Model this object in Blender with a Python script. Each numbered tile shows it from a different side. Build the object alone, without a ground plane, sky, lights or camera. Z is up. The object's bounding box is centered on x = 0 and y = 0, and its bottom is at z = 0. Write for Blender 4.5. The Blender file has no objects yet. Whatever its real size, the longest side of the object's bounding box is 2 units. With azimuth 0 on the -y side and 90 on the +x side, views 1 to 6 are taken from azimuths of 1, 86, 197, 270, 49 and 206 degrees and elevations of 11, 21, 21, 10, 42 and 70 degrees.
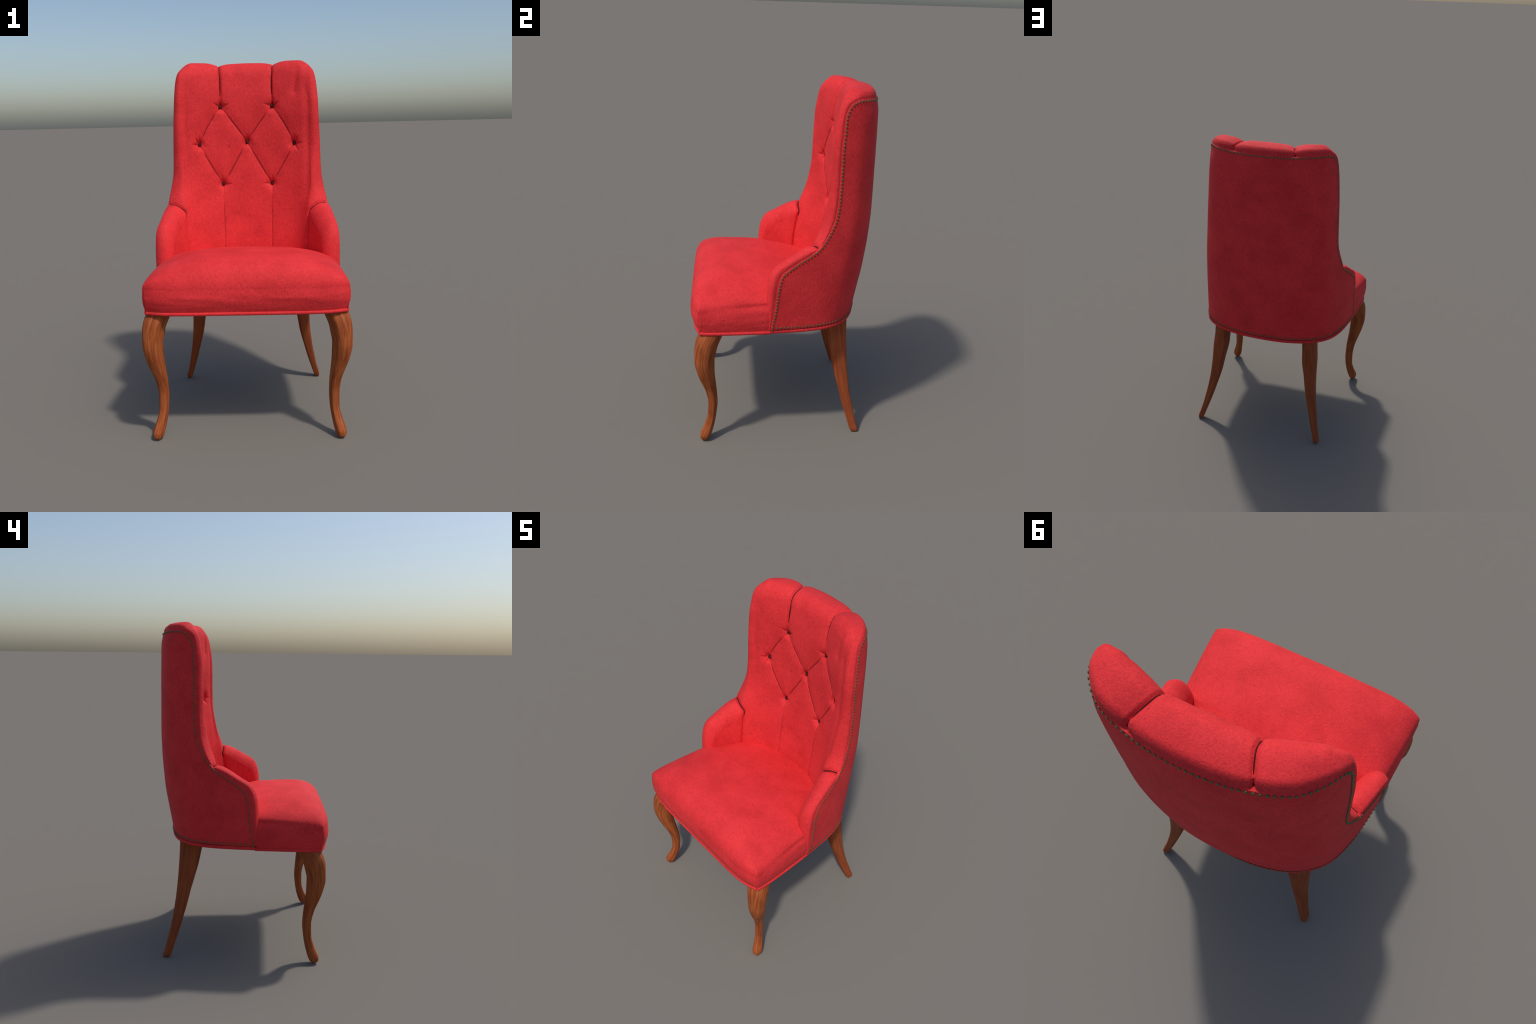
import bpy, math
import numpy as np

rng = np.random.default_rng(7)
coll = bpy.context.scene.collection

# ------------------------------------------------------------------ helpers

def spline(knots, values, x):
    """Monotone-limited cubic (pchip) through knots; values may have extra axes."""
    k = np.asarray(knots, float)
    v = np.asarray(values, float)
    flat = v.reshape(len(k), -1)
    h = np.diff(k)
    d = np.diff(flat, axis=0) / h[:, None]
    m = np.zeros_like(flat)
    same = d[:-1] * d[1:] > 0
    w1 = (2 * h[1:] + h[:-1])[:, None]
    w2 = (h[1:] + 2 * h[:-1])[:, None]
    with np.errstate(divide="ignore", invalid="ignore"):
        hm = (w1 + w2) / (w1 / d[:-1] + w2 / d[1:])
    m[1:-1] = np.where(same, hm, 0)
    m[0], m[-1] = d[0], d[-1]
    x = np.asarray(x, float)
    xs = x.ravel()
    i = np.clip(np.searchsorted(k, xs) - 1, 0, len(k) - 2)
    hh = h[i][:, None]
    s = ((xs - k[i]) / h[i])[:, None]
    r = ((2 * s**3 - 3 * s**2 + 1) * flat[i] + (s**3 - 2 * s**2 + s) * hh * m[i]
         + (-2 * s**3 + 3 * s**2) * flat[i + 1] + (s**3 - s**2) * hh * m[i + 1])
    return r.reshape(x.shape + v.shape[1:])


def unit(a):
    return a / np.maximum(np.linalg.norm(a, axis=-1, keepdims=True), 1e-12)


def grid_normals(P, close=False):
    du = np.gradient(P, axis=0)
    dv = np.gradient(P, axis=1)
    if close:
        du = np.roll(P, -1, 0) - np.roll(P, 1, 0)
    return unit(np.cross(du, dv))


def point_segments(P, poly):
    """Distance of each point to a 3D polyline."""
    out = np.full(len(P), 9.0)
    for a, b in zip(poly[:-1], poly[1:]):
        ab = b - a
        t = np.clip(((P - a) @ ab) / max(ab @ ab, 1e-12), 0, 1)
        out = np.minimum(out, np.linalg.norm(P - (a + t[:, None] * ab), axis=1))
    return out


def wobble(P, scale, seed, octaves=3):
    """Cheap smooth pseudo-noise from sums of sines, about -1..1."""
    g = np.random.default_rng(seed)
    out = np.zeros(P.shape[:-1])
    amp = 1.0
    for o in range(octaves):
        for _ in range(4):
            k = unit(g.normal(size=3)) * scale * (2**o) * g.uniform(.7, 1.3)
            out += amp * np.sin(P @ k + g.uniform(0, 6.28)) / 4
        amp *= .5
    return out


def add_object(name, verts, faces, mat, parent=None, normals=None, smooth=True):
    me = bpy.data.meshes.new(name)
    me.from_pydata(np.asarray(verts).tolist(), [], faces)
    me.materials.append(mat)
    me.validate()
    me.update()
    if smooth:
        me.polygons.foreach_set("use_smooth", [True] * len(me.polygons))
    if normals is not None and len(me.vertices) == len(verts):
        me.normals_split_custom_set_from_vertices(np.asarray(normals).tolist())
    ob = bpy.data.objects.new(name, me)
    coll.objects.link(ob)
    ob.parent = parent
    return ob


def grid_part(name, P, N, mat, parent, keep=None, flip=False, wrap=False):
    """Quads of a vertex grid; keep is a boolean face mask."""
    n, m = P.shape[:2]
    idx = np.arange(n * m).reshape(n, m)
    if wrap:
        idx = np.vstack([idx, idx[:1]])
    q = np.stack([idx[:-1, :-1], idx[1:, :-1], idx[1:, 1:], idx[:-1, 1:]], -1)
    if keep is not None:
        q = q[keep]
    q = q.reshape(-1, 4)
    if flip:
        q = q[:, ::-1]
    used = np.unique(q)
    remap = np.zeros(n * m, int)
    remap[used] = np.arange(len(used))
    return add_object(name, P.reshape(-1, 3)[used], remap[q].tolist(), mat, parent,
                      None if N is None else N.reshape(-1, 3)[used])

# ---------------------------------------------------------------- materials

def new_mat(name):
    m = bpy.data.materials.new(name)
    m.use_nodes = True
    nt = m.node_tree
    return m, nt, nt.nodes["Principled BSDF"]


def node(nt, kind, **inputs):
    n = nt.nodes.new(kind)
    for k, v in inputs.items():
        n.inputs[k.replace("_", " ")].default_value = v
    return n


def ramp(nt, src, stops):
    r = nt.nodes.new("ShaderNodeValToRGB")
    e = r.color_ramp.elements
    e[0].position, e[0].color = stops[0][0], (*stops[0][1], 1)
    e[1].position, e[1].color = stops[-1][0], (*stops[-1][1], 1)
    for p, c in stops[1:-1]:
        x = e.new(p)
        x.color = (*c, 1)
    nt.links.new(src, r.inputs[0])
    return r


def mix(nt, a, b, fac, mode="MIX"):
    n = nt.nodes.new("ShaderNodeMix")
    n.data_type = "RGBA"
    n.blend_type = mode
    for sock, val in ((n.inputs[0], fac), (n.inputs[6], a), (n.inputs[7], b)):
        if isinstance(val, (int, float)):
            sock.default_value = val
        elif isinstance(val, tuple):
            sock.default_value = (*val, 1)
        else:
            nt.links.new(val, sock)
    return n.outputs[2]


def upholstery(name, base, dark, light):
    m, nt, b = new_mat(name)
    L = nt.links.new
    co = nt.nodes.new("ShaderNodeTexCoord").outputs["Object"]
    # soft worn patches
    big = node(nt, "ShaderNodeTexNoise", Scale=7.0, Detail=4.0, Roughness=.6)
    L(co, big.inputs["Vector"])
    c1 = ramp(nt, big.outputs["Fac"], [(.33, dark), (.5, base), (.7, light)])
    # nap of the suede: short streaks
    mp = node(nt, "ShaderNodeMapping")
    mp.inputs["Scale"].default_value = (1, 1, .55)
    mp.inputs["Rotation"].default_value = (.5, .4, .3)
    L(co, mp.inputs["Vector"])
    nap = node(nt, "ShaderNodeTexNoise", Scale=150.0, Detail=5.0, Roughness=.65, Distortion=1.2)
    L(mp.outputs[0], nap.inputs["Vector"])
    c2 = ramp(nt, nap.outputs["Fac"], [(.28, (.62, .58, .60)), (.5, (1, 1, 1)), (.72, (1.22, 1.30, 1.26))])
    col = mix(nt, c1.outputs[0], c2.outputs[0], .75, "MULTIPLY")
    # sparse dark specks
    sp = node(nt, "ShaderNodeTexNoise", Scale=38.0, Detail=2.0, Roughness=.5)
    L(co, sp.inputs["Vector"])
    spk = ramp(nt, sp.outputs["Fac"], [(.24, (.68, .64, .66)), (.36, (1, 1, 1))])
    col = mix(nt, col, spk.outputs[0], .45, "MULTIPLY")
    L(col, b.inputs["Base Color"])
    b.inputs["Roughness"].default_value = .72
    b.inputs["Specular IOR Level"].default_value = .18
    b.inputs["Sheen Weight"].default_value = .03
    b.inputs["Sheen Roughness"].default_value = .45
    b.inputs["Sheen Tint"].default_value = (1, .45, .42, 1)
    # creased-leather relief
    wr = node(nt, "ShaderNodeTexNoise", Scale=60.0, Detail=6.0, Roughness=.62, Distortion=1.6)
    L(mp.outputs[0], wr.inputs["Vector"])
    b1 = node(nt, "ShaderNodeBump", Strength=.45, Distance=.007)
    L(wr.outputs["Fac"], b1.inputs["Height"])
    b2 = node(nt, "ShaderNodeBump", Strength=.35, Distance=.002)
    L(nap.outputs["Fac"], b2.inputs["Height"])
    L(b1.outputs[0], b2.inputs["Normal"])
    L(b2.outputs[0], b.inputs["Normal"])
    return m


def wood(name, dark, base, light, axis_rows=None, contrast=1.0):
    """Grain that runs along the leg: coordinates are taken relative to the leg's bent axis."""
    m, nt, b = new_mat(name)
    L = nt.links.new
    co = nt.nodes.new("ShaderNodeTexCoord").outputs["Object"]
    sep = nt.nodes.new("ShaderNodeSeparateXYZ")
    L(co, sep.inputs[0])
    R = np.array(axis_rows)
    R = R[np.argsort(R[:, 0])]
    top = .75

    def relative(sock, lo, hi, fold):
        if fold:
            ab = nt.nodes.new("ShaderNodeMath")
            ab.operation = "ABSOLUTE"
            L(sock, ab.inputs[0])
            sock = ab.outputs[0]
        h = nt.nodes.new("ShaderNodeMath")
        h.operation = "DIVIDE"
        h.inputs[1].default_value = top
        L(sep.outputs["Z"], h.inputs[0])
        fc = nt.nodes.new("ShaderNodeFloatCurve")
        fc.inputs["Factor"].default_value = 1
        cur = fc.mapping.curves[0]
        mid = (R[:, lo] + R[:, hi]) / 2
        cur.points[0].location = (0, mid[0] + .5)
        cur.points[1].location = (1, mid[-1] + .5)
        for z, c in list(zip(R[:, 0], mid))[1:-1]:
            cur.points.new(z / top, c + .5)
        fc.mapping.update()
        L(h.outputs[0], fc.inputs["Value"])
        d = nt.nodes.new("ShaderNodeMath")
        d.operation = "SUBTRACT"
        L(sock, d.inputs[0])
        L(fc.outputs[0], d.inputs[1])
        return d.outputs[0]

    comb = nt.nodes.new("ShaderNodeCombineXYZ")
    L(relative(sep.outputs["X"], 1, 2, True), comb.inputs[0])
    L(relative(sep.outputs["Y"], 3, 4, False), comb.inputs[1])
    L(sep.outputs["Z"], comb.inputs[2])
    grain_co = comb.outputs[0]
    mp = node(nt, "ShaderNodeMapping")
    mp.inputs["Scale"].default_value = (1, 1, .022)
    L(grain_co, mp.inputs["Vector"])
    gr = node(nt, "ShaderNodeTexNoise", Scale=105.0, Detail=3.0, Roughness=.5, Distortion=.25)
    L(mp.outputs[0], gr.inputs["Vector"])
    mixc = lambda c: tuple(base[i] + (c[i] - base[i]) * contrast for i in range(3))
    c1 = ramp(nt, gr.outputs["Fac"], [(.36, mixc(dark)), (.5, base), (.66, mixc(light))])
    mp2 = node(nt, "ShaderNodeMapping")
    mp2.inputs["Scale"].default_value = (1, 1, .05)
    L(grain_co, mp2.inputs["Vector"])
    fi = node(nt, "ShaderNodeTexNoise", Scale=330.0, Detail=2.0)
    L(mp2.outputs[0], fi.inputs["Vector"])
    c2 = ramp(nt, fi.outputs["Fac"], [(.35, (.82, .80, .78)), (.65, (1.1, 1.1, 1.08))])
    col = mix(nt, c1.outputs[0], c2.outputs[0], .6 * contrast, "MULTIPLY")
    bl = node(nt, "ShaderNodeTexNoise", Scale=6.0, Detail=2.0)
    L(co, bl.inputs["Vector"])
    c3 = ramp(nt, bl.outputs["Fac"], [(.35, (.88, .84, .82)), (.65, (1.06, 1.06, 1.04))])
    col = mix(nt, col, c3.outputs[0], .7, "MULTIPLY")
    L(col, b.inputs["Base Color"])
    b.inputs["Roughness"].default_value = .62
    b.inputs["Specular IOR Level"].default_value = .16
    bp = node(nt, "ShaderNodeBump", Strength=.2, Distance=.001)
    L(gr.outputs["Fac"], bp.inputs["Height"])
    L(bp.outputs[0], b.inputs["Normal"])
    return m


def plain(name, color, rough, metal=0.0, var=.2):
    m, nt, b = new_mat(name)
    co = nt.nodes.new("ShaderNodeTexCoord").outputs["Object"]
    n = node(nt, "ShaderNodeTexNoise", Scale=45.0, Detail=3.0)
    nt.links.new(co, n.inputs["Vector"])
    r = ramp(nt, n.outputs["Fac"], [(.3, tuple(c * (1 - var) for c in color)), (.7, tuple(c * (1 + var) for c in color))])
    nt.links.new(r.outputs[0], b.inputs["Base Color"])
    b.inputs["Roughness"].default_value = rough
    b.inputs["Metallic"].default_value = metal
    b.inputs["Specular IOR Level"].default_value = .5 if metal else .12
    return m


RED = upholstery("red_suede", (.69, .032, .036), (.62, .027, .031), (.75, .037, .041))  # base red lowered to curb bounced red glow and near the seat's baked shade
DARK_RED = plain("button_red_darkened_for_pit_shade", (.09, .010, .011), .8)
SEAM = plain("dark_seam_line", (.075, .008, .009), .9)
FAINT_SEAM = plain("red_seam_line", (.26, .018, .019), .9)
BRASS = plain("green_patinated_brass", (.105, .125, .045), .42, .35)
CLOTH = plain("black_dust_cloth", (.03, .012, .012), .9)

# ---------------------------------------------------------- the chair's root

chair = bpy.data.objects.new("upholstered_dining_chair", None)
coll.objects.link(chair)
chair["label"] = "tall red tufted wingback dining chair with carved wooden legs"
chair["category"] = "chair"

# -------------------------------------------- the wrap-around shell (half U)
# Plan curves of the outside at several heights, from middle of the back (v=0)
# round the back corner to the front end of the arm (v=6).
OUT_Z = [.700, .715, .745, .85, 1.0, 1.19, 1.35, 1.6, 1.86, 1.95]
OUT_XY = np.array([
    [(0, .440), (.155, .430), (.290, .392), (.385, .330), (.442, .250), (.480, .12), (.506, -.09)],
    [(0, .445), (.157, .434), (.293, .394), (.386, .331), (.444, .249), (.483, .12), (.512, -.09)],
    [(0, .450), (.159, .438), (.295, .397), (.388, .333), (.447, .250), (.486, .12), (.516, -.09)],
    [(0, .468), (.161, .455), (.299, .411), (.392, .343), (.447, .258), (.487, .12), (.518, -.085)],
    [(0, .493), (.164, .479), (.304, .431), (.396, .356), (.447, .268), (.486, .12), (.518, -.08)],
    [(0, .510), (.165, .496), (.305, .452), (.397, .376), (.440, .285), (.472, .15), (.502, -.05)],
    [(0, .515), (.165, .501), (.303, .459), (.391, .386), (.428, .303), (.446, .20), (.460, .05)],
    [(0, .513), (.160, .499), (.299, .459), (.381, .390), (.419, .303), (.434, .20), (.440, .05)],
    [(0, .508), (.157, .495), (.292, .456), (.364, .396), (.398, .324), (.416, .24), (.422, .1)],
    [(0, .494), (.153, .480), (.284, .443), (.351, .388), (.387, .326), (.405, .24), (.410, .1)]])
# Plan curves of the inside; v=4 is the seam between back and arm pad.
IN_Z = [.70, .92, 1.13, 1.3, 1.53, 1.75, 1.95]
IN_XY = np.array([
    [(0, .264), (.11, .256), (.195, .232), (.287, .181), (.338, .118), (.385, .01), (.420, -.085)],
    [(0, .268), (.11, .260), (.195, .236), (.289, .186), (.339, .121), (.386, .01), (.420, -.085)],
    [(0, .286), (.12, .280), (.222, .256), (.305, .211), (.349, .150), (.393, .03), (.426, -.080)],
    [(0, .298), (.14, .291), (.255, .261), (.322, .229), (.372, .197), (.420, .10), (.445, -.06)],
    [(0, .306), (.14, .299), (.260, .269), (.325, .247), (.372, .233), (.420, .15), (.440, 0)],
    [(0, .301), (.14, .295), (.255, .266), (.322, .246), (.370, .234), (.412, .16), (.430, 0)],
    [(0, .322), (.14, .318), (.240, .288), (.308, .261), (.356, .243), (.398, .18), (.415, .05)]])


def surface(zs, tab, v, z):
    """Point on a surface given by plan curves at heights; v and z 1-D of equal length."""
    v = np.asarray(v, float).ravel()
    z = np.asarray(z, float).ravel()
    # dense tabulation, then bilinear look-up
    zz = np.linspace(zs[0], zs[-1] + .08, 260)
    key = id(tab)
    if key not in surface.cache:
        lev = spline(zs, tab, np.minimum(zz, zs[-1]))
        over = np.maximum(zz - zs[-1], 0)[:, None, None]
        lev = lev + over * ((tab[-1] - tab[-2]) / (zs[-1] - zs[-2]))[None]
        vv = np.linspace(0, 6, 361)
        # mirror the first knots so that the curve is level at the middle
        full = np.concatenate([lev[:, 2:0:-1] * [-1, 1], lev], axis=1)
        k = np.arange(-2, 7)
        # smooth cubic through the plan points (Catmull-Rom)
        m = np.gradient(full, axis=1)
        i = np.clip(np.floor(vv).astype(int), 0, 5)
        s = (vv - i)[None, :, None]
        p0, p1, m0, m1 = full[:, i + 2], full[:, i + 3], m[:, i + 2], m[:, i + 3]
        surface.cache[key] = ((2*s**3-3*s**2+1)*p0 + (s**3-2*s**2+s)*m0 + (-2*s**3+3*s**2)*p1 + (s**3-s**2)*m1)
    D = surface.cache[key]
    a = np.clip((z - zz[0]) / (zz[-1] - zz[0]), 0, 1) * 259
    b = np.clip(v / 6, 0, 1) * 360
    i, j = np.minimum(a.astype(int), 258), np.minimum(b.astype(int), 359)
    fa, fb = (a - i)[:, None], (b - j)[:, None]
    xy = (D[i, j]*(1-fa)*(1-fb) + D[i+1, j]*fa*(1-fb) + D[i, j+1]*(1-fa)*fb + D[i+1, j+1]*fa*fb)
    return np.column_stack([xy, z])


surface.cache = {}
outer = lambda v, z: surface(OUT_Z, OUT_XY, v, z)
inner = lambda v, z: surface(IN_Z, IN_XY, v, z)


def v_at(axis, value, z):
    vv = np.linspace(0, 6, 1201)
    c = outer(vv, np.full(1201, z))[:, axis]
    return vv[np.argmin(abs(c - value))]


# The rim, from the foot of the arm, over the arm, up the wing, to the top middle.
# nail line (y on the sides / x on top, height), crest point, inner end (v, z),
# foot of the outside column (v), foot of the inside column (v)
RIM = [
    ("y", -.066, .722, (.484, -.088, .706), (5.95, .750), 5.95, 5.95),
    ("y", -.045, .863, (.484, -.098, .870), (5.90, .870), 5.80, 5.85),
    ("y", -.036, .950, (.484, -.096, .955), (5.85, .930), 5.62, 5.70),
    ("y", -.029, 1.000, (.480, -.087, 1.020), (5.72, .975), 5.42, 5.50),
    ("y", -.011, 1.041, (.474, -.056, 1.082), (5.50, 1.015), 5.22, 5.25),
    ("y", .029, 1.074, (.468, .002, 1.118), (5.10, 1.050), 5.00, 4.90),
    ("y", .104, 1.122, (.447, .080, 1.163), (4.50, 1.095), 4.75, 4.50),
    ("y", .150, 1.150, (.436, .126, 1.183), (4.18, 1.120), 4.55, 4.17),
    ("y", .176, 1.170, (.430, .154, 1.191), (4.00, 1.135), 4.43, 4.00),
    ("y", .200, 1.200, (.425, .172, 1.216), (3.93, 1.165), 4.30, 3.85),
    ("y", .236, 1.262, (.417, .199, 1.285), (3.97, 1.260), 4.14, 3.65),
    ("y", .265, 1.342, (.413, .219, 1.365), (4.00, 1.350), 3.96, 3.45),
    ("y", .275, 1.430, (.410, .227, 1.450), (4.00, 1.440), 3.76, 3.25),
    ("y", .277, 1.600, (.409, .230, 1.600), (4.00, 1.590), 3.50, 3.00),
    ("y", .279, 1.750, (.405, .233, 1.755), (4.00, 1.740), 3.20, 2.75),
    ("y", .284, 1.848, (.396, .244, 1.865), (3.90, 1.830), 2.95, 2.50),
    ("y", .300, 1.902, (.382, .261, 1.935), (3.70, 1.875), 2.70, 2.30),
    ("y", .328, 1.929, (.352, .289, 1.970), (3.25, 1.905), 2.45, 2.05),
    ("y", .372, 1.939, (.312, .322, 1.999), (2.70, 1.920), 2.15, 1.75),
    ("x", .288, 1.936, (.242, .353, 1.999), (2.10, 1.925), 1.75, 1.40),
    ("x", .196, 1.930, (.157, .380, 1.988), (1.10, 1.925), 1.15, .90),
    ("x", .100, 1.928, (.080, .388, 1.992), (.55, 1.925), .60, .45),
    ("x", .000, 1.928, (.000, .390, 1.994), (.00, 1.925), .00, .00)]
T_ARM = 8           # rim knot where arm pad and back pad meet
T_TOP_SEAM = 20     # rim knot of the seam across the top

nk = len(RIM)
nail_vz = np.array([(v_at(1 if r[0] == "y" else 0, r[1], r[2]), r[2]) for r in RIM])
crest_k = np.array([r[3] for r in RIM])
in_k = np.array([r[4] for r in RIM])
foot_out = np.array([r[5] for r in RIM])
foot_in = np.array([r[6] for r in RIM])

NAIL_TO_SEAM = .012
FLOOR = .700
LOW_IN = .74

# sample the rim evenly in length (with the seams exactly on columns)
tt = np.linspace(0, nk - 1, 4000)
crest_d = spline(range(nk), crest_k, tt)
arc = np.concatenate([[0], np.cumsum(np.linalg.norm(np.diff(crest_d, axis=0), axis=1))])
cuts = [0, T_ARM, T_TOP_SEAM, nk - 1]
ts = []
for a, b in zip(cuts[:-1], cuts[1:]):
    la, lb = np.interp([a, b], tt, arc)
    n = max(4, int((lb - la) / .0048))
    ts += list(np.interp(np.linspace(la, lb, n + 1)[:-1], arc, tt))
ts = np.array(ts + [nk - 1.0])
nt_ = len(ts)
COL_ARM = int(np.argmin(abs(ts - T_ARM)))

vz = spline(range(nk), nail_vz, ts)
N0 = outer(vz[:, 0], vz[:, 1])
A = spline(range(nk), crest_k, ts)
ivz = spline(range(nk), in_k, ts)
I0 = inner(ivz[:, 0], ivz[:, 1])
fo = spline(range(nk), foot_out, ts)
fi = spline(range(nk), foot_in, ts)


def off_rim(fun, P, q, rim_dir, toward):
    e = 1e-2
    dv = fun(np.clip(q[:, 0] + e, 0, 6), q[:, 1]) - fun(np.clip(q[:, 0] - e, 0, 6), q[:, 1])
    dz = fun(q[:, 0], q[:, 1] + e) - fun(q[:, 0], q[:, 1] - e)
    n = unit(np.cross(dv, dz))
    d = unit(np.cross(n, rim_dir))
    s = np.sign(np.sum(d * (toward - P), axis=1))
    s[s == 0] = 1
    return d * s[:, None], n


rim_dir = unit(np.gradient(A, axis=0))
d_out, n_out = off_rim(outer, N0, vz, rim_dir, A)
d_in, _ = off_rim(inner, I0, ivz, rim_dir, A)
d_in = unit(d_in)
seam_pt = N0 + d_out * NAIL_TO_SEAM        # the sewn line just beyond the nails


def quarter(P, C, Q, s, w=.72):
    w = np.asarray(w, float).reshape(-1, 1, 1)
    s = s[None, :, None]
    b0, b1, b2 = (1 - s)**2, 2 * w * s * (1 - s), s**2
    return (b0 * P[:, None] + b1 * C[:, None] + b2 * Q[:, None]) / (b0 + b1 + b2)


C1 = seam_pt + d_out * np.maximum(np.sum((A - seam_pt) * d_out, axis=1), .004)[:, None]
C2 = I0 + d_in * np.maximum(np.sum((A - I0) * d_in, axis=1), .004)[:, None]
C2 = .85 * C2 + .15 * (I0 + A) / 2

# rows of one column
NO, NR1, NR2, NI = 110, 14, 24, 300
so = 1 - (1 - np.linspace(0, 1, NO)) ** 1.5
O = np.empty((nt_, NO, 3))
Iin = np.empty((nt_, NI, 3))
for i in range(nt_):
    O[i] = outer(fo[i] + (vz[i, 0] - fo[i]) * so, FLOOR + (vz[i, 1] - FLOOR) * so)
    si = np.linspace(0, 1, NI)
    Iin[i] = inner(ivz[i, 0] + (fi[i] - ivz[i, 0]) * si, ivz[i, 1] + (LOW_IN - ivz[i, 1]) * si)
strip = N0[:, None] + (seam_pt - N0)[:, None] * np.linspace(0, 1, 6)[None, 1:, None]
# how square the outer shoulder of the roll is, knot by knot along the rim
square = np.interp(ts, [0, 4, 6.5, 8, 10, 13, 15, 17, 19, nk - 1], [1.1, 1.2, .8, .35, .6, .85, .65, .5, .85, .85])
R1 = quarter(seam_pt, C1, A, np.linspace(0, 1, NR1)[1:], square)
R2 = quarter(A, C2, I0, np.linspace(0, 1, NR2)[1:])
under = O[:, :1] * [.90, .90, 1] + [0, 0, .004]
half = np.concatenate([under, O, strip, R1, R2, Iin[:, 1:]], axis=1)
ROW_SEAM = 1 + NO + 5 - 1
# smooth the joint between inner end and roll
for _ in range(30):
    a, b = ROW_SEAM + 6, ROW_SEAM + NR1 + NR2 + 60
    half[:, a:b] = .5 * half[:, a:b] + .25 * (half[:, a-1:b-1] + half[:, a+1:b+1])
for _ in range(6):
    half[1:-1, ROW_SEAM+1:] = .5 * half[1:-1, ROW_SEAM+1:] + .25 * (half[:-2, ROW_SEAM+1:] + half[2:, ROW_SEAM+1:])

# mirror: the columns run from the -x arm over the top to the +x arm
full = np.concatenate([half * [-1, 1, 1], half[-2::-1]], axis=0)
full[nt_ - 1, :, 0] = 0
ncol, nrow = full.shape[:2]
colL, colR = COL_ARM, ncol - 1 - COL_ARM

# ------------------------------------------- seams, tufting and soft unevenness
nrm = grid_normals(full)
centre = np.array([0, .2, 1.2])
if np.sum(nrm[ncol // 2, 60] * [0, 1, 0]) < 0:
    nrm = -nrm
P = full.reshape(-1, 3)
Nn = nrm.reshape(-1, 3)
row_id = np.tile(np.arange(nrow), ncol)
pad = row_id >= ROW_SEAM
inside = row_id > ROW_SEAM + NR1
disp = np.zeros(len(P))

# buttons on the inner back (x, z)
BUTTONS = [(-.149, 1.738), (.149, 1.738), (-.274, 1.523), (0, 1.532), (.274, 1.523), (-.144, 1.285), (.144, 1.285)]


def on_back(x, z):
    """Point of the undisplaced inner back at (x, z)."""
    vv = np.linspace(0, 4.6, 461)
    c = inner(vv, np.full(461, z))
    p = c[np.argmin(abs(c[:, 0] - abs(x)))].copy()
    p[0] *= 1 if x >= 0 else -1
    return p


def back_line(p, q, sag=0, n=22):
    s = np.linspace(0, 1, n)
    return np.array([on_back(p[0] + (q[0] - p[0]) * k + sag * 4 * k * (1 - k), p[1] + (q[1] - p[1]) * k) for k in s])


B = BUTTONS
TUFT = [back_line(B[0], B[2], -.012), back_line(B[0], B[3], .004), back_line(B[1], B[3], -.004), back_line(B[1], B[4], .012),
        back_line(B[2], B[5], -.006), back_line(B[3], B[5]), back_line(B[3], B[6]), back_line(B[4], B[6], .006)]
DROP = [back_line(B[5], (-.140, .80)), back_line(B[6], (.140, .80))]
TOP = []
for s in (-1, 1):
    c = half[int(np.argmin(abs(ts - T_TOP_SEAM)))] * [s, 1, 1]
    roll = c[ROW_SEAM:ROW_SEAM + NR1 + NR2]
    low = back_line((s * .149, 1.90), (s * .149, 1.745), 0, 8)
    TOP.append(np.vstack([roll[::2], low]))
ARM = [half[COL_ARM, ROW_SEAM:][::2] * [s, 1, 1] for s in (-1, 1)]

front = pad.copy()
Q = P[front]
soft = np.zeros(len(Q))
for poly, depth, wide, puff in ([(p, .0050, .0045, .006) for p in TUFT] + [(p, .0028, .0040, .003) for p in DROP]
                                + [(p, .0130, .0058, .007) for p in TOP] + [(p, .0120, .0070, .006) for p in ARM]):
    d = point_segments(Q, poly)
    soft = np.minimum(soft, -depth * np.exp(-(d / wide) ** 2) - puff * np.exp(-(d / .030) ** 2))
pits = np.zeros(len(Q))
for k, (x, z) in enumerate(BUTTONS):
    c = on_back(x, z)
    d = np.linalg.norm(Q - c, axis=1)
    pits = np.minimum(pits, -.020 * np.exp(-(d / .024) ** 2))
    # pulled star wrinkles round each button
    ang0 = [(100, 150, 20), (80, 30, 160), (180, 125, 250, 95), (92, 70), (0, 55, 300, 85), (0, 95, 265), (180, 85, 275)][k]
    for a in ang0:
        r = math.radians(a)
        e = on_back(x + .050 * math.cos(r), z + .050 * math.sin(r))
        dd = point_segments(Q, np.array([c, e]))
        fade = np.clip(1 - d / .060, 0, 1)
        pits = np.minimum(pits, -.020 * np.exp(-(d / .024) ** 2) - .0120 * fade * np.exp(-(dd / .0050) ** 2) * (1 - np.exp(-(d / .016) ** 2)))
disp[front] += soft + pits
# puffed fold at the right-hand top corner of the pad
fold = np.array([[.300, .262, 1.955], [.288, .262, 1.90], [.280, .268, 1.82]])
d = point_segments(P, fold)
disp -= np.where(inside, .007 * np.exp(-(d / .018) ** 2), 0)
# sewn line beside the nails
line = ROW_SEAM - row_id
disp -= .0030 * np.exp(-(line / 1.3) ** 2)
# uneven stuffing
disp += np.where(pad, .0028, .0012) * wobble(P, 16, 3)
full = (P + Nn * disp[:, None]).reshape(full.shape)
nrm2 = grid_normals(full)
if np.sum(nrm2[ncol // 2, 60] * [0, 1, 0]) < 0:
    nrm2 = -nrm2
flip = np.sum(np.cross(full[101, 60] - full[100, 60], full[100, 61] - full[100, 60]) * nrm2[100, 60]) < 0

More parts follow.
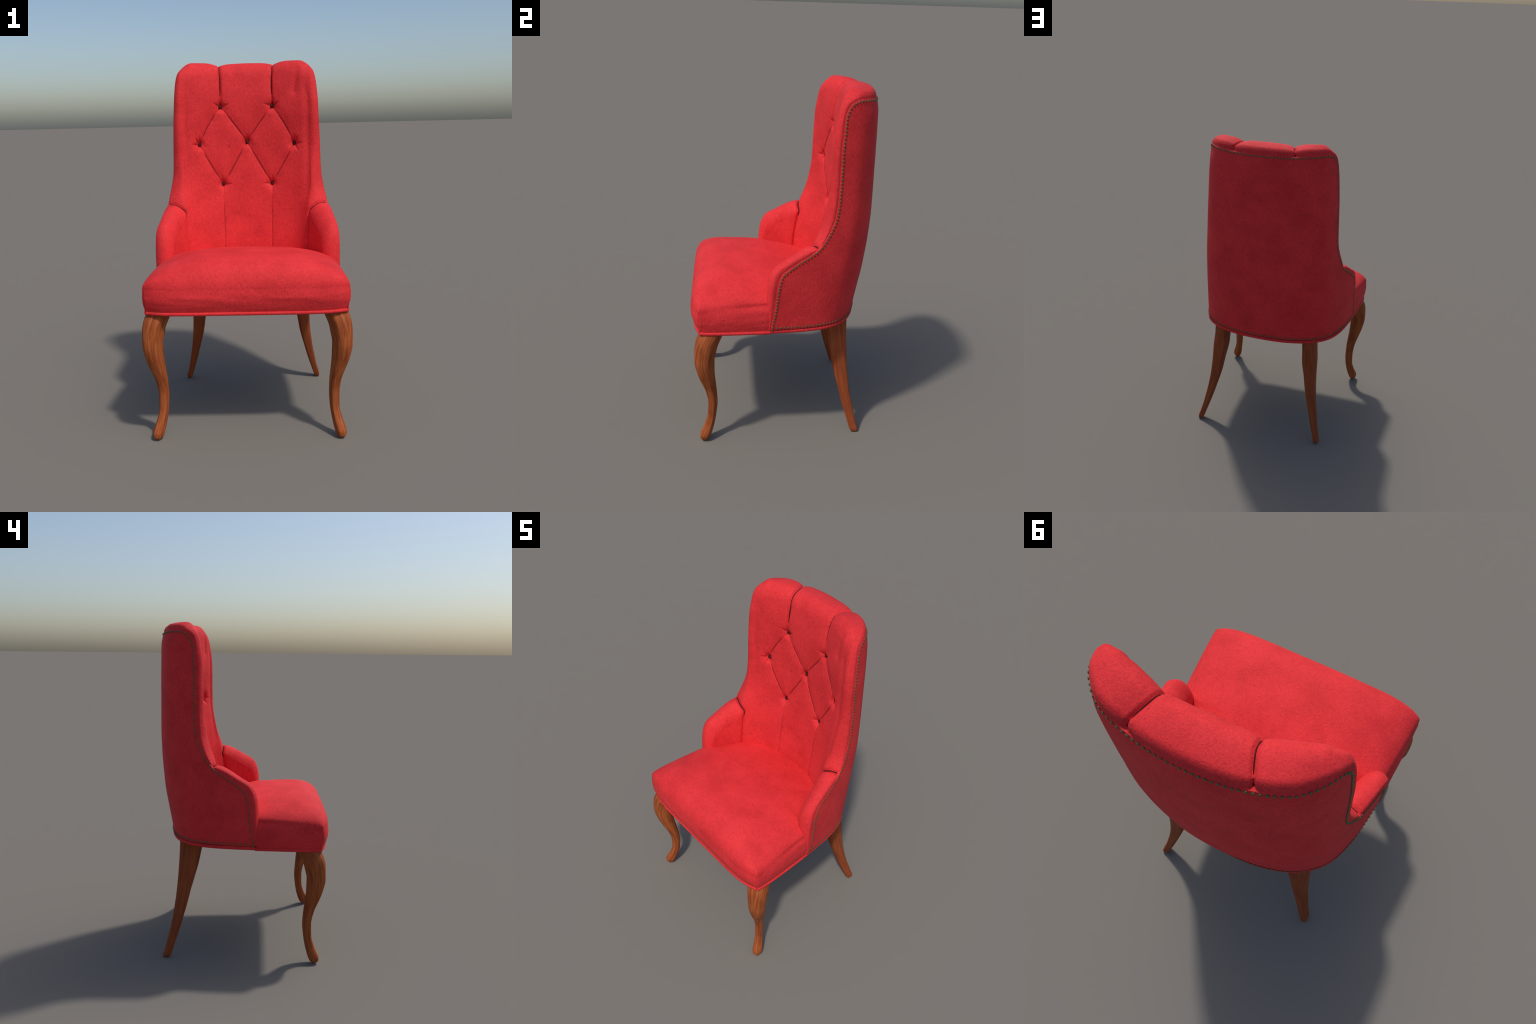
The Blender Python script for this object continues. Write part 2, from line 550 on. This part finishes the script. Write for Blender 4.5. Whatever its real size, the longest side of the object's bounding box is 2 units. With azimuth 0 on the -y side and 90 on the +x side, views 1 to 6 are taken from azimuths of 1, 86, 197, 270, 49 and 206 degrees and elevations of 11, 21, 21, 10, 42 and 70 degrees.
cols = np.arange(ncol - 1)[:, None] * np.ones((1, nrow - 1), int)
rows = np.arange(nrow - 1)[None, :] * np.ones((ncol - 1, 1), int)
is_out = rows < ROW_SEAM
is_arm_l = (~is_out) & (cols < colL)
is_arm_r = (~is_out) & (cols >= colR)
is_back = (~is_out) & (cols >= colL) & (cols < colR)
shell = grid_part("outer_panel", full, nrm2, RED, chair, is_out, flip)
backrest = grid_part("backrest", full, nrm2, RED, chair, is_back, flip)
grid_part("armrest", full, nrm2, RED, chair, is_arm_l, flip)
grid_part("armrest", full, nrm2, RED, chair, is_arm_r, flip)

# thin dark tubes lying along the seams and creases

def tube(name, path, radius, mat, parent, sides=8, flat=None):
    path = np.asarray(path, float)
    t = unit(np.gradient(path, axis=0))
    up = np.where(np.abs(t[:, 2:3]) > .9, [[1.0, 0, 0]], [[0, 0, 1.0]])
    s = unit(np.cross(t, up))
    u = np.cross(s, t)
    a = np.linspace(0, 2 * np.pi, sides, endpoint=False)
    r = np.broadcast_to(np.asarray(radius, float), (len(path),))[:, None, None]
    fx, fz = flat or (1, 1)
    G = path[:, None] + r * (fx * np.cos(a)[None, :, None] * s[:, None] + fz * np.sin(a)[None, :, None] * u[:, None])
    n, m = G.shape[:2]
    f = [[i*m + j, i*m + (j+1) % m, (i+1)*m + (j+1) % m, (i+1)*m + j] for i in range(n-1) for j in range(m)]
    f += [list(range(m))[::-1], [(n-1)*m + j for j in range(m)]]
    return add_object(name, G.reshape(-1, 3), f, mat, parent)


pad_flat = P[front]                    # before the relief was pressed in
pad_pts = full.reshape(-1, 3)[front]
pad_nrm = Nn[front]


def settle(poly, lift):
    out = []
    for p in poly:
        k = np.argmin(((pad_flat - p) ** 2).sum(1))
        out.append(pad_pts[k] + pad_nrm[k] * lift)
    out = np.array(out)
    for _ in range(7):
        out[1:-1] = .5 * out[1:-1] + .25 * (out[:-2] + out[2:])
    return out


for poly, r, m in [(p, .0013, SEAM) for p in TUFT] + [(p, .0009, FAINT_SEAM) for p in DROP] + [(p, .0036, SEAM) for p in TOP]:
    tube("seam_line", settle(poly, r * .9), r, m, backrest, 6)
for p in ARM:
    tube("seam_line", settle(p[:30], .0042), np.r_[np.full(14, .0036), np.linspace(.0036, .0008, 16)], SEAM, backrest, 6)

# rolled lower edge of the shell
v = np.linspace(5.97, 0, 160)
lip = outer(v, np.full(160, .704))
lip = np.concatenate([lip * [-1, 1, 1], lip[-2::-1]])
tube("piping", lip + [0, 0, .005], .0075, RED, shell, 12, (.8, 1.35))
ditch = outer(v, np.full(160, .7215))
ditch = np.concatenate([ditch * [-1, 1, 1], ditch[-2::-1]])
tube("seam_line", ditch, .0013, SEAM, shell, 6)

# ------------------------------------------------------------------ buttons

def dome(name, radius, height, rings=6, sides=16, skirt=.25):
    prof = [(radius * math.cos(a), height * math.sin(a)) for a in np.linspace(0, math.pi / 2, rings)[:-1]]
    prof = [(radius * .92, -height * skirt)] + prof
    V, F = [], []
    for r, h in prof:
        V += [(r * math.cos(a), r * math.sin(a), h) for a in np.linspace(0, 2 * math.pi, sides, endpoint=False)]
    V.append((0, 0, height))
    for k in range(len(prof) - 1):
        F += [(k*sides + j, k*sides + (j+1) % sides, (k+1)*sides + (j+1) % sides, (k+1)*sides + j) for j in range(sides)]
    k = (len(prof) - 1) * sides
    F += [(k + j, k + (j+1) % sides, len(V) - 1) for j in range(sides)]
    me = bpy.data.meshes.new(name)
    me.from_pydata(V, [], F)
    me.polygons.foreach_set("use_smooth", [True] * len(me.polygons))
    return me


from mathutils import Vector
button_mesh = dome("button", .0130, .0075)
button_mesh.materials.append(DARK_RED)
for x, z in BUTTONS:
    c = on_back(x, z)
    k = np.argmin(((pad_flat - c) ** 2).sum(1))
    ob = bpy.data.objects.new("button", button_mesh)
    ob.location = (pad_pts[k] + pad_nrm[k] * .0050).tolist()
    ob.rotation_mode = "QUATERNION"
    ob.rotation_quaternion = Vector(pad_nrm[k]).to_track_quat("Z", "Y")
    coll.objects.link(ob)
    ob.parent = backrest

# -------------------------------------------------------------------- nails
nail_mesh = dome("upholstery_nail", .0058, .0034, 5, 12)
nail_mesh.materials.append(BRASS)
ROW_NAIL = NO           # last row of the outside before the sewn strip
rimline = full[:, ROW_NAIL]
rimnorm = nrm2[:, ROW_NAIL]


def low_row(y_gap):
    """Nail row just above the lower edge, following the outside surface."""
    v = np.linspace(5.86, 0, 500)
    pts = outer(v, np.full(500, FLOOR + y_gap))
    return np.concatenate([pts * [-1, 1, 1], pts[-2::-1]])


lowline = low_row(.034)
lt = unit(np.gradient(lowline, axis=0))
lownorm = unit(np.cross(lt, [0, 0, 1.0]))
if lownorm[len(lownorm) // 2][1] < 0:
    lownorm = -lownorm


def spaced(line, norm, step):
    s = np.concatenate([[0], np.cumsum(np.linalg.norm(np.diff(line, axis=0), axis=1))])
    k = int(round(s[-1] / step))
    q = np.linspace(0, s[-1], k + 1)
    return [np.array([np.interp(q, s, a[:, i]) for i in range(3)]).T for a in (line, norm)]


rp, rn = spaced(rimline, rimnorm, .0192)
lp, ln = spaced(lowline, lownorm, .0205)
nails = list(zip(rp, rn)) + list(zip(lp[1:-1], ln[1:-1]))
print("nails", len(nails), len(rp))
STEP = nail_mesh
for i, (p, n) in enumerate(nails[:300]):
    ob = bpy.data.objects.new("upholstery_nail", STEP)
    ob.location = (p + n * .0014).tolist()
    ob.rotation_mode = "QUATERNION"
    ob.rotation_quaternion = Vector(n).to_track_quat("Z", "Y")
    s = rng.uniform(.93, 1.05)
    ob.scale = (s, s, s)
    coll.objects.link(ob)
    ob.parent = shell
if len(nails) > 300:
    V, F = [], []
    mv = np.array([v.co[:] for v in nail_mesh.vertices])
    mf = [list(p.vertices) for p in nail_mesh.polygons]
    for p, n in nails[300:]:
        R = np.array(Vector(n).to_track_quat("Z", "Y").to_matrix())
        F += [[j + len(V) for j in f] for f in mf]
        V += (mv @ R.T + p + n * .0012).tolist()
    rest = add_object("upholstery_nails", V, F, BRASS, shell)
    rest["kind"] = "stuff"

# --------------------------------------------------------------------- seat
EDGE_Z, CROWN = .834, .146
FRONT_Y, HALF_W = -.512, .523


def front_y(x):
    return FRONT_Y + .046 * np.abs(np.asarray(x) / HALF_W) ** 7


def seat_width(y):
    return spline([-.52, -.35, -.16, -.075, -.045, .10, .20, .34], [.525, .522, .512, .505, .475, .425, .375, .30], y)


def seat_top(x, y, across):
    w = seat_width(y)
    f = np.clip(1 - (np.abs(x) / w) ** 2.8, 0, 1) ** .5
    # behind the arm fronts the cushion runs on under the arms
    f = np.maximum(f, np.where(y > -.06, np.clip((y + .06) / .12, 0, 1) * .35, 0))
    u = np.clip((-.25 - y) / (-.25 - front_y(across * HALF_W)), 0, 1)
    g = np.where(y < -.25, (1 - u**3.6) ** .55, 1 - .50 * ((y + .25) / .45) ** 2)
    k = 1.2
    f, g = np.maximum(f, 1e-4), np.maximum(g, 1e-4)
    h = (f ** -k + g ** -k - 1) ** (-1 / k)
    return EDGE_Z + CROWN * np.clip(h, 0, 1)


nx, ny = 181, 131
# parameters crowd towards the edges so that the rounding is smooth
px = np.sin(np.linspace(-1, 1, nx) * np.pi / 2 * .985) / np.sin(np.pi / 2 * .985)
py = 1 - np.cos(np.linspace(0, 1, ny) * np.pi / 2)
X = np.empty((nx, ny))
Y = np.empty((nx, ny))
BACK_Y = .31
xw = px * HALF_W
for i in range(nx):
    fy = front_y(xw[i])
    Y[i] = fy + (BACK_Y - fy) * py
    X[i] = px[i] * seat_width(Y[i])
top = np.stack([X, Y, seat_top(X, Y, px[:, None])], -1)
# skirt round the left, front and right edges
edge = np.concatenate([top[0, ::-1], top[1:, 0], top[-1, 1:]])
keep_edge = edge[:, 1] < BACK_Y + 1
edge = edge[keep_edge]
SK = 34
sk = np.linspace(0, 1, SK)
BOT = .708
skirt = np.repeat(edge[:, None], SK, axis=1)
zdrop = edge[:, 2:3] + (BOT - edge[:, 2:3]) * sk[None]
skirt[:, :, 2] = zdrop
tang = unit(np.gradient(edge * [1, 1, 0], axis=0))
outw = np.stack([-tang[:, 1], tang[:, 0], np.zeros(len(tang))], -1)
if np.sum(outw[len(outw) // 2] * [0, -1, 0]) < 0:
    outw = -outw
n_edge = len(edge)
c1, c2 = ny - 1, ny - 1 + nx - 1
corner = np.minimum(abs(np.arange(n_edge) - c1), abs(np.arange(n_edge) - c2))
damp = np.clip(corner / 10, 0, 1)
bulge = .006 * np.sin(np.pi * np.clip(sk, 0, 1))
tuck = np.clip((sk - .35) / .65, 0, 1) ** 1.3
skirt += outw[:, None] * (bulge[None, :, None] * damp[:, None, None])
on_front = np.clip((-.43 - edge[:, 1]) / .05, 0, 1)
skirt -= outw[:, None] * (tuck[None, :, None] * (.004 + .013 * on_front)[:, None, None])
# crease where the cushion top rolls over the side band, fading to the front
def crease(P):
    where = np.clip((P[..., 1] + .43) / .25, 0, 1) * (np.abs(P[..., 0]) > .44) * (P[..., 1] < 0)
    d = .010 * where * np.exp(-((P[..., 2] - .858 - .03 * (P[..., 1] + .1)) / .017) ** 2)
    return np.stack([-np.sign(P[..., 0]) * d, 0 * d, 0 * d], -1)


skirt += crease(skirt)
# gathered pleat at the front corners and horizontal wrinkles on the front
for c in (c1, c2):
    d = np.arange(n_edge) - c
    pleat = .004 * np.exp(-((np.abs(d) - 7) / 3.0) ** 2)
    skirt -= outw[:, None] * (pleat[:, None] * np.sin(np.pi * np.clip(sk * 1.1, 0, 1))[None])[:, :, None]
ttop = top + np.array([0, 0, 1.0]) * (.0035 * wobble(top, 11, 5) * np.clip((top[..., 2:3] - EDGE_Z) / .06, 0, 1)[..., 0])[..., None]
skirt += outw[:, None] * (.0018 * wobble(skirt * [1, 1, 3.0], 22, 9) * np.sin(np.pi * np.clip(sk, 0, 1))[None])[..., None]
ttop += crease(top)
V = [tuple(p) for p in ttop.reshape(-1, 3)]
F = [[i*ny + j, (i+1)*ny + j, (i+1)*ny + j+1, i*ny + j+1] for i in range(nx-1) for j in range(ny-1)]
edge_id = ([j for j in range(ny-1, -1, -1)] + [i*ny for i in range(1, nx)] + [(nx-1)*ny + j for j in range(1, ny)])
prev = edge_id
for k in range(1, SK):
    cur = list(range(len(V), len(V) + n_edge))
    V += [tuple(p) for p in skirt[:, k]]
    F += [[prev[i], cur[i], cur[i+1], prev[i+1]] for i in range(n_edge - 1)]
    prev = cur
cushion = add_object("seat_cushion", V, F, RED, chair)

# piping along the lower edge of the seat front, from arm to arm
low = skirt[:, -1]
sel = low[:, 1] < -.070
pipe = low[sel] + outw[sel] * .001 + [0, 0, -.004]
s = np.concatenate([[0], np.cumsum(np.linalg.norm(np.diff(pipe, axis=0), axis=1))])
q = np.linspace(0, s[-1], 260)
pipe = np.array([np.interp(q, s, pipe[:, i]) for i in range(3)]).T
for _ in range(12):
    pipe[1:-1] = .5 * pipe[1:-1] + .25 * (pipe[:-2] + pipe[2:])
tube("piping", pipe, .0085, RED, cushion, 12, (.75, 1.1))
groove = pipe + [0, 0, .0100]
cg = groove[:, :2].mean(0)
tube("seam_line", groove + unit((groove - [0, -.2, 0]) * [1, 1, 0]) * -.0016, .0015, SEAM, cushion, 6)

# dark cloth closing the underside
ring = []
for v in np.linspace(6, 0, 60):
    ring.append(outer([v], [FLOOR])[0] * [.96, .96, 1])
ring = np.array(ring)
lower = [(.505, -.455), (.45, -.478), (.30, -.492), (0, -.494)]
half_ring = [(x, y) for x, y in lower[::-1]] + [(p[0], p[1]) for p in ring]
poly = half_ring + [(-x, y) for x, y in half_ring[::-1]][1:-1]
n = len(poly)
V = [(x, y, .706) for x, y in poly] + [(x, y, .714) for x, y in poly]
F = [list(range(n)), list(range(n, 2*n))[::-1]] + [[i, (i+1) % n, n + (i+1) % n, n + i] for i in range(n)]
add_object("dust_cover", V, F, CLOTH, chair, smooth=False)

# --------------------------------------------------------------------- legs

def leg(name, rows, side, power, mat, twist=0.0, ridge=0.0, sides=40, steps=120):
    """Loft through (z, x inner, x outer, y front, y back)."""
    R = np.array(rows)
    order = np.argsort(R[:, 0])
    R = R[order]
    # denser samples at the rounded foot
    s = np.linspace(0, 1, steps)
    zz = R[0, 0] + (R[-1, 0] - R[0, 0]) * s**1.35
    q = spline(R[:, 0], R[:, 1:], zz)
    a = np.linspace(0, 2 * np.pi, sides, endpoint=False)
    ca, sa = np.cos(a), np.sin(a)
    # fuller towards the outer front corner (ridge), rounder towards the inside
    c = np.cos(a + np.pi / 4)
    power = power + ridge * (1.35 * c**2 + .8 * c)
    rr = (np.abs(np.cos(a + twist)) ** power + np.abs(np.sin(a + twist)) ** power) ** (-1 / power)
    rr = rr / max(np.max(rr * abs(ca)), np.max(rr * abs(sa)))
    cx, hx = (q[:, 0] + q[:, 1]) / 2, (q[:, 1] - q[:, 0]) / 2
    cy, hy = (q[:, 2] + q[:, 3]) / 2, (q[:, 3] - q[:, 2]) / 2
    G = np.stack([cx[:, None] + hx[:, None] * (rr * ca)[None],
                  cy[:, None] + hy[:, None] * (rr * sa)[None],
                  np.repeat(zz[:, None], sides, 1)], -1)
    if side < 0:
        G = G * [-1, 1, 1]
    m = sides
    F = [[i*m + j, i*m + (j+1) % m, (i+1)*m + (j+1) % m, (i+1)*m + j] for i in range(steps-1) for j in range(m)]
    F += [list(range(m))[::-1], [(steps-1)*m + j for j in range(m)]]
    if side < 0:
        F = [f[::-1] for f in F]
    return add_object(name, G.reshape(-1, 3), F, mat, chair)


FRONT_LEG = [
    (.716, .378, .514, -.452, -.312), (.686, .392, .523, -.464, -.328), (.655, .406, .533, -.479, -.343),
    (.620, .420, .539, -.488, -.359), (.580, .428, .541, -.491, -.370), (.530, .436, .541, -.491, -.380),
    (.455, .4345, .529, -.477, -.379), (.390, .4285, .507, -.455, -.372), (.310, .421, .4825, -.425, -.3625),
    (.235, .420, .4745, -.412, -.358), (.165, .424, .475, -.414, -.3645), (.105, .433, .488, -.429, -.374),
    (.060, .442, .504, -.449, -.386), (.036, .449, .5095, -.458, -.394), (.018, .456, .5055, -.4565, -.402),
    (.006, .466, .497, -.447, -.411), (0, .475, .488, -.437, -.421)]
REAR_LEG = [
    (.735, .254, .352, .243, .376), (.66, .264, .353, .262, .378), (.55, .270, .363, .281, .384), (.45, .289, .366, .302, .392),
    (.35, .306, .373, .324, .4035), (.24, .334, .387, .355, .420), (.17, .353, .400, .375, .434),
    (.10, .374, .414, .398, .452), (.05, .390, .427, .415, .464), (.015, .401, .435, .428, .474),
    (.005, .405, .434, .434, .474), (0, .410, .430, .440, .469)]
# the shin stands a little further out along the corner's diagonal
FRONT_LEG = [(z, a + m, b + m, c - m, d - m) for z, a, b, c, d in FRONT_LEG for m in (.004 * max(0.0, min(1.0, (.46 - z) / .12)),)]
WOOD_FRONT = wood("cherry_wood", (.230, .050, .014), (.338, .083, .023), (.425, .120, .035), FRONT_LEG, .8)
WOOD_REAR = wood("cherry_wood_plain", (.215, .044, .014), (.295, .066, .021), (.350, .090, .028), REAR_LEG, .7)
for s in (-1, 1):
    leg("front_leg", FRONT_LEG, s, 1.45, WOOD_FRONT, 0, 1.0)
    leg("rear_leg", REAR_LEG, s, 4.5, WOOD_REAR)
